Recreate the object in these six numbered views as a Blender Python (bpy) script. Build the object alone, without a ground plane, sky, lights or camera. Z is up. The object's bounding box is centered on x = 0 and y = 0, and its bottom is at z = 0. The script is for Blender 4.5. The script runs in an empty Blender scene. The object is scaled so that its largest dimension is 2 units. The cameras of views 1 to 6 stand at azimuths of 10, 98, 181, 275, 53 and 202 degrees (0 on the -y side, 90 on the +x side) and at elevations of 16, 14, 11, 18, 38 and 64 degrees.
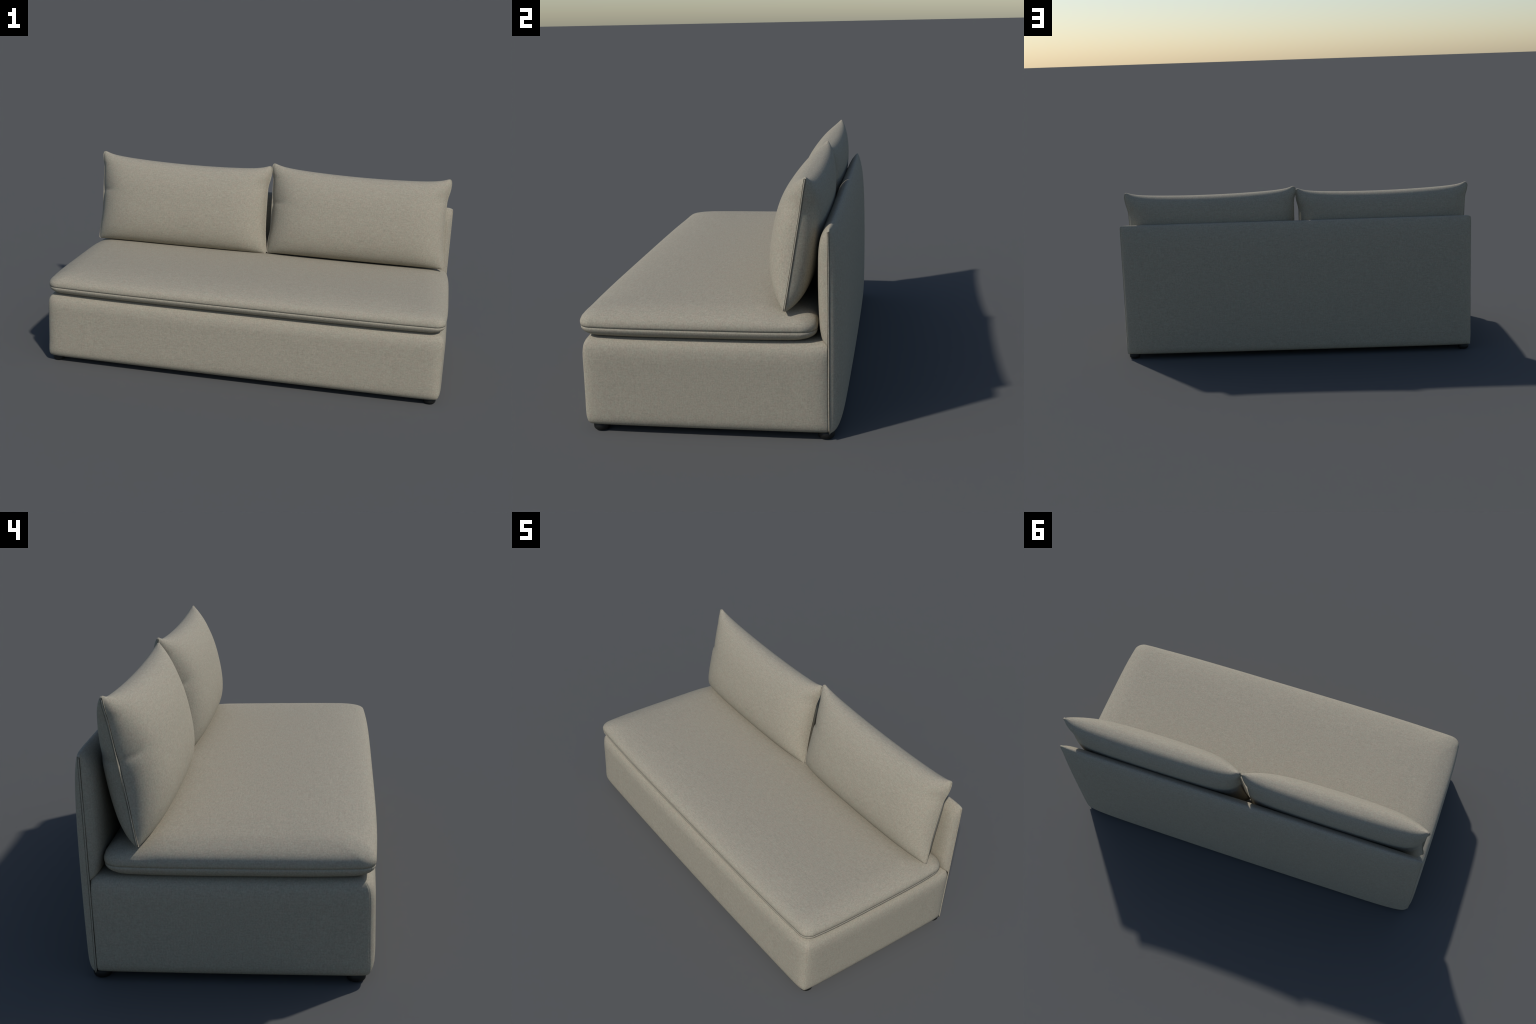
"""Armless two-seat sofa: upholstered plinth base, one long seat pad, a thin
padded back panel and two loose scatter-style back cushions on short dark feet."""
import bpy, math
import numpy as np

# ----------------------------------------------------------------- helpers
def curve(points, smooth=True):
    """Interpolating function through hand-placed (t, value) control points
    (monotone cubic, so profiles never overshoot)."""
    t = np.array([p[0] for p in points], float)
    v = np.array([p[1] for p in points], float)
    h = np.diff(t)
    dl = np.diff(v) / h
    m = np.zeros_like(v)
    m[0], m[-1] = dl[0], dl[-1]
    for i in range(1, len(t) - 1):
        if dl[i - 1] * dl[i] > 0:
            w1, w2 = 2 * h[i] + h[i - 1], h[i] + 2 * h[i - 1]
            m[i] = (w1 + w2) / (w1 / dl[i - 1] + w2 / dl[i])
    def f(x):
        x = np.clip(np.asarray(x, float), t[0], t[-1])
        i = np.clip(np.searchsorted(t, x) - 1, 0, len(h) - 1)
        s = (x - t[i]) / h[i]
        return ((2*s**3 - 3*s**2 + 1) * v[i] + (s**3 - 2*s**2 + s) * h[i] * m[i]
                + (-2*s**3 + 3*s**2) * v[i + 1] + (s**3 - s**2) * h[i] * m[i + 1])
    return f

def dense_profile(points, n):
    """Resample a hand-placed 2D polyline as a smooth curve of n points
    (centripetal Catmull-Rom through the control points)."""
    p = np.array(points, float)
    p = np.vstack([2 * p[0] - p[1], p, 2 * p[-1] - p[-2]])
    out = []
    per = 24
    for i in range(1, len(p) - 2):
        t0 = 0.0
        t1 = t0 + max(np.linalg.norm(p[i] - p[i-1]), 1e-9) ** 0.5
        t2 = t1 + max(np.linalg.norm(p[i+1] - p[i]), 1e-9) ** 0.5
        t3 = t2 + max(np.linalg.norm(p[i+2] - p[i+1]), 1e-9) ** 0.5
        for t in np.linspace(t1, t2, per, endpoint=False):
            a1 = (t1-t)/(t1-t0)*p[i-1] + (t-t0)/(t1-t0)*p[i]
            a2 = (t2-t)/(t2-t1)*p[i] + (t-t1)/(t2-t1)*p[i+1]
            a3 = (t3-t)/(t3-t2)*p[i+1] + (t-t2)/(t3-t2)*p[i+2]
            b1 = (t2-t)/(t2-t0)*a1 + (t-t0)/(t2-t0)*a2
            b2 = (t3-t)/(t3-t1)*a2 + (t-t1)/(t3-t1)*a3
            out.append((t2-t)/(t2-t1)*b1 + (t-t1)/(t2-t1)*b2)
    out.append(p[-2])
    out = np.array(out)
    d = np.concatenate([[0], np.cumsum(np.linalg.norm(np.diff(out, axis=0), axis=1))])
    s = np.linspace(0, d[-1], n)
    return np.stack([np.interp(s, d, out[:, k]) for k in range(out.shape[1])], 1)

def loft(name, rings, closed=True, cap=True, parent=None, material=None):
    """Skin a list of rings (arrays of equal length) with quads."""
    rings = np.asarray(rings, float)
    nr, nc = rings.shape[:2]
    verts = rings.reshape(-1, 3)
    faces = []
    last = nc if closed else nc - 1
    for i in range(nr - 1):
        for j in range(last):
            k = (j + 1) % nc
            faces.append((i*nc + j, i*nc + k, (i+1)*nc + k, (i+1)*nc + j))
    if cap:
        faces.append(tuple(range(nc - 1, -1, -1)))
        faces.append(tuple((nr-1)*nc + j for j in range(nc)))
    mesh = bpy.data.meshes.new(name)
    mesh.from_pydata(verts.tolist(), [], faces)
    mesh.update()
    import bmesh
    bm = bmesh.new(); bm.from_mesh(mesh)
    bmesh.ops.remove_doubles(bm, verts=bm.verts, dist=2e-5)
    bmesh.ops.recalc_face_normals(bm, faces=bm.faces)
    bm.to_mesh(mesh); bm.free()
    for p in mesh.polygons:
        p.use_smooth = len(p.vertices) <= 4
    obj = bpy.data.objects.new(name, mesh)
    bpy.context.scene.collection.objects.link(obj)
    if material: mesh.materials.append(material)
    if parent: obj.parent = parent
    return obj

def tube(name, path, size, aspect=1.0, wide_axis=(0, 1, 0), parent=None, material=None):
    """Sewn welt: an oval cord swept along a path, tapered shut at its ends."""
    path = np.asarray(path, float)
    tan = np.gradient(path, axis=0)
    tan /= np.linalg.norm(tan, axis=1)[:, None]
    wide = np.array(wide_axis, float)
    rings = []
    for i, (p, t) in enumerate(zip(path, tan)):
        a = wide - t * (wide @ t); a /= np.linalg.norm(a)
        b = np.cross(t, a)
        e = min(i, len(path) - 1 - i)
        k = (0.25, 0.75, 0.93)[e] if e < 3 else 1.0
        ang = np.linspace(0, 2*math.pi, 12, endpoint=False)
        rings.append(p + k * size * (np.outer(np.cos(ang) * aspect, a) + np.outer(np.sin(ang), b)))
    return loft(name, rings, parent=parent, material=material)

def edge_spacing(n, fine=0.0007, grow=1.16):
    """0..1 parameters, geometrically dense toward both ends."""
    half = [0.0]; step = fine
    while half[-1] < 0.5 and len(half) < n:
        half.append(half[-1] + step); step = min(step * grow, 0.02)
    half = np.array(half); half = half / half[-1] * 0.5
    return np.concatenate([half, 1 - half[-2::-1]])

# --------------------------------------------------------------- materials
def fabric_material():
    """Fine woven greige upholstery cloth: thread-scale weave, faint slubs."""
    m = bpy.data.materials.new("woven_fabric")
    m.use_nodes = True
    nt = m.node_tree; N = nt.nodes; L = nt.links
    N.clear()
    out = N.new("ShaderNodeOutputMaterial")
    bsdf = N.new("ShaderNodeBsdfPrincipled")
    L.new(bsdf.outputs[0], out.inputs[0])
    co = N.new("ShaderNodeTexCoord")
    def noise(scale_xyz, scale, detail=2.0, rough=0.5):
        mp = N.new("ShaderNodeMapping"); mp.inputs["Scale"].default_value = scale_xyz
        L.new(co.outputs["Object"], mp.inputs[0])
        n = N.new("ShaderNodeTexNoise"); n.inputs["Scale"].default_value = scale
        n.inputs["Detail"].default_value = detail; n.inputs["Roughness"].default_value = rough
        L.new(mp.outputs[0], n.inputs["Vector"])
        return n.outputs["Fac"]
    def math_node(op, a, b):
        n = N.new("ShaderNodeMath"); n.operation = op
        for i, v in enumerate((a, b)):
            if isinstance(v, (int, float)): n.inputs[i].default_value = v
            else: L.new(v, n.inputs[i])
        return n.outputs[0]
    # long threads in both directions of the cloth, plus speckle
    weft = noise((1, 9, 9), 34, 3)
    warp = noise((9, 9, 1), 34, 3)
    warp_flat = noise((9, 1, 9), 34, 3)
    speck = noise((1, 1, 1), 170, 2)
    grain = math_node('ADD', math_node('MULTIPLY', weft, 0.28), math_node('MULTIPLY', warp, 0.19))
    grain = math_node('ADD', grain, math_node('MULTIPLY', warp_flat, 0.19))
    grain = math_node('ADD', grain, math_node('MULTIPLY', speck, 0.34))
    ramp = N.new("ShaderNodeValToRGB")
    ramp.color_ramp.elements[0].position = 0.36
    ramp.color_ramp.elements[0].color = (0.270, 0.246, 0.195, 1)
    ramp.color_ramp.elements[1].position = 0.64
    ramp.color_ramp.elements[1].color = (0.392, 0.355, 0.280, 1)
    L.new(grain, ramp.inputs[0])
    # very faint broad tint drift between warm and cool dye
    drift = noise((1, 1, 1), 70, 2)
    dr = N.new("ShaderNodeValToRGB")
    dr.color_ramp.elements[0].position = 0.35
    dr.color_ramp.elements[0].color = (1.02, 0.985, 0.98, 1)
    dr.color_ramp.elements[1].position = 0.65
    dr.color_ramp.elements[1].color = (0.985, 1.01, 1.0, 1)
    L.new(drift, dr.inputs[0])
    mix = N.new("ShaderNodeMix"); mix.data_type = 'RGBA'; mix.blend_type = 'MULTIPLY'
    mix.inputs[0].default_value = 1.0
    L.new(ramp.outputs[0], mix.inputs[6]); L.new(dr.outputs[0], mix.inputs[7])
    L.new(mix.outputs[2], bsdf.inputs["Base Color"])
    bsdf.inputs["Roughness"].default_value = 0.92
    bsdf.inputs["Specular IOR Level"].default_value = 0.15
    bump = N.new("ShaderNodeBump")
    bump.inputs["Strength"].default_value = 0.22
    bump.inputs["Distance"].default_value = 0.0015
    L.new(grain, bump.inputs["Height"])
    L.new(bump.outputs[0], bsdf.inputs["Normal"])
    return m

def plastic_material():
    m = bpy.data.materials.new("black_plastic")
    m.use_nodes = True
    nt = m.node_tree; N = nt.nodes; L = nt.links
    b = N["Principled BSDF"]
    co = N.new("ShaderNodeTexCoord")
    n = N.new("ShaderNodeTexNoise"); n.inputs["Scale"].default_value = 60
    L.new(co.outputs["Object"], n.inputs["Vector"])
    r = N.new("ShaderNodeValToRGB")
    r.color_ramp.elements[0].color = (0.006, 0.006, 0.006, 1)
    r.color_ramp.elements[1].color = (0.011, 0.011, 0.010, 1)
    L.new(n.outputs["Fac"], r.inputs[0]); L.new(r.outputs[0], b.inputs["Base Color"])
    b.inputs["Roughness"].default_value = 0.55
    b.inputs["Specular IOR Level"].default_value = 0.3
    return m

FABRIC = fabric_material()
PLASTIC = plastic_material()

sofa = bpy.data.objects.new("sofa", None)
bpy.context.scene.collection.objects.link(sofa)
sofa["label"] = "armless two-seat sofa in greige woven fabric with loose cushions"
sofa["category"] = "sofa"

# -------------------------------------------------------------------- base
BASE_X, BASE_FRONT, BASE_REAR = 0.984, -0.455, 0.433

def base_outline(inset, puff):
    """Plan outline: rear corner -> right side -> front -> left side.  Panels
    puff outward and roll back to the sewn corner seams."""
    X = BASE_X - inset; F = BASE_FRONT + inset; R = BASE_REAR
    t = edge_spacing(110, fine=0.0004)
    def panel(length, roll, crown, lam=0.022):
        d = np.minimum(t, 1 - t) * length
        groove = 0.0032 * np.exp(-(d / 0.0019) ** 2)
        return puff * (roll * (1 - np.exp(-d / lam)) + crown * (1 - (2*t - 1)**2)) - groove
    side = panel(R - F, 0.011, 0.005)
    front = panel(2 * X, 0.019, 0.013)
    right = np.stack([X + side, R + (F - R) * t], 1)
    fr = np.stack([X - 2 * X * t, F - front], 1)
    left = np.stack([-X - side, F + (R - F) * t], 1)
    # mitre the two grooves so that the panels share the corner point
    right[-1] = fr[0] = (X - 0.0030, F + 0.0030)
    fr[-1] = left[0] = (-X + 0.0030, F + 0.0030)
    return np.vstack([right, fr[1:], left[1:]])

base_profile = dense_profile([(0.30, 0.0265), (0.05, 0.0255), (0.015, 0.0265), (0.005, 0.0315), (0.0, 0.044),
    (0.0, 0.12), (0.0, 0.22), (0.0, 0.308), (0.003, 0.334), (0.011, 0.350), (0.026, 0.3595),
    (0.055, 0.3625), (0.12, 0.3625), (0.35, 0.3625)], 110)
puff_of = curve([(0.024, 0.35), (0.06, 0.85), (0.12, 1.0), (0.2, 1), (0.29, 0.95), (0.34, 0.65), (0.3625, 0.3)])
rings = []
for inset, z in base_profile:
    o = base_outline(inset, float(puff_of(z)))
    rings.append(np.column_stack([o, np.full(len(o), z)]))
base = loft("base", rings, parent=sofa, material=FABRIC)

# ------------------------------------------------------------ seat cushion
SEAT_X, SEAT_FRONT, SEAT_REAR = 0.985, -0.473, 0.391

def seat_outline(inset, below):
    """Rounded rectangle with softly bowed sides."""
    x, f, r = SEAT_X - inset, SEAT_FRONT + inset, SEAT_REAR - inset
    grow = 0.3 * min(max(inset, 0), 0.15)
    rad_front = min(0.052 + grow, 0.45 * (r - f)); rad_rear = min(0.062 + grow, 0.45 * (r - f))
    fade = max(0.0, 1 - inset / 0.25)
    pts = []
    def corner(cx, cy, rad, a0, seam):
        a = np.linspace(0, 1, 41)
        a = 0.5 + np.sign(a - 0.5) * (np.abs(2*a - 1) ** 1.8) / 2   # dense mid-corner
        ang = math.radians(a0) - a * math.pi / 2
        rr = np.full_like(a, rad)
        if seam and below:
            rr -= 0.0014 * np.exp(-((a - 0.5) * rad * 1.57 / 0.0016) ** 2)
        return np.stack([cx + rr * np.cos(ang), cy + rr * np.sin(ang)], 1)
    def bow(p0, p1, n, amount, normal):
        t = np.linspace(0, 1, n + 2)[1:-1]
        b = amount * fade * (1 - (2*t - 1) ** 4)
        return np.outer(1 - t, p0) + np.outer(t, p1) + np.outer(b, normal)
    pts.append(corner(x - rad_rear, r - rad_rear, rad_rear, 90, False))
    pts.append(bow((x, r - rad_rear), (x, f + rad_front), 40, 0.009, (1, 0)))
    pts.append(corner(x - rad_front, f + rad_front, rad_front, 0, True))
    pts.append(bow((x - rad_front, f), (-x + rad_front, f), 70, 0.013, (0, -1)))
    pts.append(corner(-x + rad_front, f + rad_front, rad_front, -90, True))
    pts.append(bow((-x, f + rad_front), (-x, r - rad_rear), 40, 0.009, (-1, 0)))
    pts.append(corner(-x + rad_rear, r - rad_rear, rad_rear, 180, False))
    pts.append(bow((-x + rad_rear, r), (x - rad_rear, r), 70, 0.0, (0, 1)))
    return np.vstack(pts)

SEAM_Z = 0.4025
lower = dense_profile([(0.30, 0.3635), (0.060, 0.3635), (0.036, 0.3645), (0.018, 0.3705), (0.007, 0.380),
                       (0.0005, 0.391), (-0.001, SEAM_Z - 0.0012)], 40)
upper = dense_profile([(-0.0015, SEAM_Z + 0.0012), (-0.0025, 0.411), (-0.002, 0.421), (0.004, 0.433), (0.015, 0.4425),
                       (0.034, 0.4515), (0.065, 0.4600), (0.10, 0.4663), (0.15, 0.4718), (0.22, 0.4755), (0.30, 0.4770), (0.40, 0.4775)], 60)
seam = np.array([(0.0012, SEAM_Z - 0.0005), (0.0012, SEAM_Z + 0.0005)])
stitch = lambda z: 0.0003 * np.exp(-((z - (SEAM_Z - 0.006)) / 0.0009) ** 2)
rings = []
for inset, z in np.vstack([lower, seam, upper]):
    o = seat_outline(inset + stitch(z), z < SEAM_Z)
    zz = np.full(len(o), z)
    # shallow dip where the loose cushions press the pad
    if z > 0.43:
        zz = zz + 0.003 * np.exp(-((SEAT_X - np.abs(o[:, 0]) - 0.085) / 0.06) ** 2)
        zz = zz - 0.0035 * np.exp(-((o[:, 1] - 0.275) / 0.045) ** 2)
    rings.append(np.column_stack([o, zz]))
seat = loft("seat_cushion", rings, parent=sofa, material=FABRIC)

# ---------------------------------------------------------------- backrest
BACK_SEAM_Y, BACK_X = 0.4355, 0.984
section = dense_profile([(0.4345, 0.352), (0.420, 0.3545), (0.405, 0.367), (0.396, 0.395), (0.391, 0.45), (0.388, 0.53),
    (0.388, 0.62), (0.391, 0.69), (0.400, 0.731), (0.415, 0.757), (0.431, 0.7715), (0.440, 0.7745), (0.449, 0.770),
    (0.462, 0.746), (0.474, 0.700), (0.483, 0.62), (0.488, 0.51), (0.490, 0.39), (0.490, 0.28), (0.4885, 0.16),
    (0.4865, 0.09), (0.483, 0.053), (0.474, 0.0340), (0.457, 0.0270), (0.436, 0.026)], 220)
LIP = 0.0042          # half width of the slot that the side welts sit in

def with_slot(offset, fullness):
    """Thickness at a seam: never thinner than the lips of the welt slot."""
    return np.sign(offset) * np.maximum(np.abs(offset) * fullness, np.minimum(np.abs(offset), LIP))

rings = []
for t in edge_spacing(140, fine=0.0003, grow=1.13):
    x = -1 + 2 * t
    d = min(t, 1 - t) * 2 * BACK_X                       # distance from the side seam
    roll = (1 - math.exp(-d / 0.010)) * 0.62 + (1 - math.exp(-d / 0.05)) * 0.33 + 0.05 * (1 - x * x)
    roll_rear = (1 - math.exp(-d / 0.010)) * 0.45 + (1 - math.exp(-d / 0.06)) * 0.43 + 0.12 * (1 - x * x)
    across = section[:, 0] - BACK_SEAM_Y
    y = BACK_SEAM_Y + with_slot(across, np.where(across > 0, roll_rear, roll))
    z = section[:, 1].copy()
    z -= 0.010 * math.exp(-d / 0.010) * np.clip((z - 0.70) / 0.08, 0, 1)
    rings.append(np.column_stack([np.full(len(y), x * BACK_X), y, z]))
for end, sg in ((0, 1), (-1, -1)):                        # recessed slot behind the welt
    r = rings[end].copy()
    r[:, 0] += sg * 0.006
    r[:, 1] = BACK_SEAM_Y + (r[:, 1] - BACK_SEAM_Y) * 0.8
    rings = [r] + rings if end == 0 else rings + [r]
backrest = loft("backrest", rings, parent=sofa, material=FABRIC)

zs = np.linspace(0.029, 0.765, 90)
for side in (-1, 1):
    path = np.stack([np.full_like(zs, side * (BACK_X - 0.0004)), BACK_SEAM_Y + 0.0005 * np.sin(zs * 21 + side), zs], 1)
    tube("welt", path, 0.0025, 1.0, (0, 1, 0), parent=backrest, material=FABRIC)

# ------------------------------------------------------------ back cushions
# Local frame: x along the width, s = -1 (bottom) .. 1 (top) up the leaning
# axis, thickness toward the sitter (front) and toward the back panel (rear).
AX0 = np.array([0.275, 0.462]); AX1 = np.array([0.357, 0.957])   # seam axis (y, z)
AXIS = (AX1 - AX0) / 2; AXC = (AX1 + AX0) / 2
UP = AXIS / np.linalg.norm(AXIS); FRONT = np.array([-UP[1], UP[0]])
CUSHION_X = 0.492
def s_of_z(z): return (z - AXC[1]) / AXIS[1]
left_edge = curve([(s_of_z(z), x + CUSHION_X) for z, x in
    [(0.462, -0.977), (0.53, -0.972), (0.59, -0.9645), (0.664, -0.960), (0.71, -0.959), (0.736, -0.9565),
     (0.755, -0.961), (0.79, -0.9645), (0.85, -0.9665), (0.875, -0.968), (0.905, -0.975), (0.932, -0.978), (0.95, -0.974)]])
right_edge = curve([(s_of_z(z), x + CUSHION_X) for z, x in
    [(0.462, -0.007), (0.516, -0.012), (0.58, -0.020), (0.655, -0.0235), (0.746, -0.0245), (0.812, -0.0245),
     (0.838, -0.0215), (0.878, -0.0125), (0.911, -0.009), (0.935, -0.011), (0.95, -0.015)]])

def cushion_mesh():
    t = edge_spacing(150, fine=0.0004, grow=1.10)
    n = 240
    ang = np.linspace(0, 2 * math.pi, n, endpoint=False)
    ca, sa = np.cos(ang), np.sin(ang)
    rings = []
    for q in t:
        u = 2 * q - 1
        d = min(q, 1 - q) * 0.96
        # how full the tube is at this distance from the side seam
        full = 0.18 * (1 - math.exp(-d / 0.010)) + 0.67 * (1 - math.exp(-d / 0.066)) + 0.15 * (1 - u * u)
        full_rear = 0.34 * (1 - math.exp(-d / 0.012)) + 0.54 * (1 - math.exp(-d / 0.040)) + 0.12 * (1 - u * u)
        # ears: blunt corner tips, then the top edge sags quickly away from them
        tip = 0.045 * math.exp(-d / 0.005)
        top = 1.0 - 0.080 * (1 - math.exp(-d / 0.045)) - 0.078 * (1 - u * u) - 0.020 * (1 + u) - tip
        bot = 1.0 - 0.018 * (1 - math.exp(-d / 0.05)) + 0.010 * (1 - u * u) - 0.6 * tip
        b = np.sign(sa) * np.abs(sa) ** 0.86                     # height
        b = np.where(b > 0, b * top, b * bot)
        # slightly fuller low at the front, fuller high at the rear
        prof = np.abs(ca) ** 0.86
        a = np.where(ca > 0, (0.113 - 0.010 * b) * prof, -(0.085 - 0.008 * b) * prof)
        shell = with_slot(a, np.where(ca > 0, full, full_rear))
        # sewn-in hollows and one fold running in from the side seams
        def hollow(edge_u, s0, length, above, below, depth, slope=0.0):
            dd = (u - edge_u) * 0.48 * np.sign(-edge_u)
            c = b - s0 - slope * dd
            w = np.where(c > 0, above, below)
            return depth * np.exp(-(c / w) ** 2) * math.exp(-(dd / length) ** 2) * (1 - math.exp(-dd / 0.012))
        dent = (hollow(-1, s_of_z(0.742), 0.070, 0.40, 0.045, 0.0120, 0.5)
                + hollow(1, s_of_z(0.845), 0.075, 0.16, 0.22, 0.0070, -0.8))
        shell = np.sign(shell) * np.maximum(np.abs(shell) - dent * np.minimum(1, np.abs(ca) * 2), np.minimum(np.abs(shell), LIP))
        le, re = left_edge(b), right_edge(b)
        x = le + (re - le) * q
        yz = AXC + np.outer(b, AXIS) + np.outer(shell, FRONT)
        rings.append(np.column_stack([x, yz]))
    for end, sg in ((0, 1), (-1, -1)):                            # recessed slot behind the welt
        r = rings[end].copy()
        c = AXC + np.outer((r[:, 2] - AXC[1]) / AXIS[1], AXIS)
        r[:, 0] += sg * 0.006
        r[:, 1:] = c + (r[:, 1:] - c) * 0.8
        rings = [r] + rings if end == 0 else rings + [r]
    return rings

def make_cushion():
    c = loft("back_cushion", cushion_mesh(), parent=sofa, material=FABRIC)
    for edge, sg, top in ((left_edge, -1, 0.950), (right_edge, 1, 0.912)):
        ss = np.linspace(-0.965, top, 110)
        path = np.column_stack([edge(ss) + sg * 0.0002, AXC + np.outer(ss, AXIS)])
        tube("cushion_welt", path, 0.0024, 1.0, (0, 1, 0), parent=c, material=FABRIC)
    return c

cushion = make_cushion()
cushion.location = (-CUSHION_X, -0.002, 0.0)
twin = cushion.copy(); bpy.context.scene.collection.objects.link(twin)
twin.location = (-CUSHION_X + 0.9705, 0.002, 0.006)
for child in list(cushion.children):
    k = child.copy(); bpy.context.scene.collection.objects.link(k); k.parent = twin

# -------------------------------------------------------------------- feet
foot_profile = [(0.0, 0.0), (0.021, 0.0), (0.0270, 0.002), (0.0302, 0.007), (0.031, 0.013), (0.031, 0.034), (0.0, 0.034)]
def foot_mesh():
    ang = np.linspace(0, 2 * math.pi, 40, endpoint=False)
    rings = [np.column_stack([max(r, 1e-5) * np.cos(ang), max(r, 1e-5) * np.sin(ang), np.full(40, z)])
             for r, z in foot_profile]
    f = loft("foot", rings, cap=False, parent=sofa, material=PLASTIC)
    return f
first = foot_mesh()
for i, (x, y) in enumerate([(-0.946, -0.414), (0.946, -0.414), (-0.946, 0.423), (0.946, 0.423)]):
    f = first if i == 0 else first.copy()
    if i: bpy.context.scene.collection.objects.link(f)
    f.location = (x, y, 0)
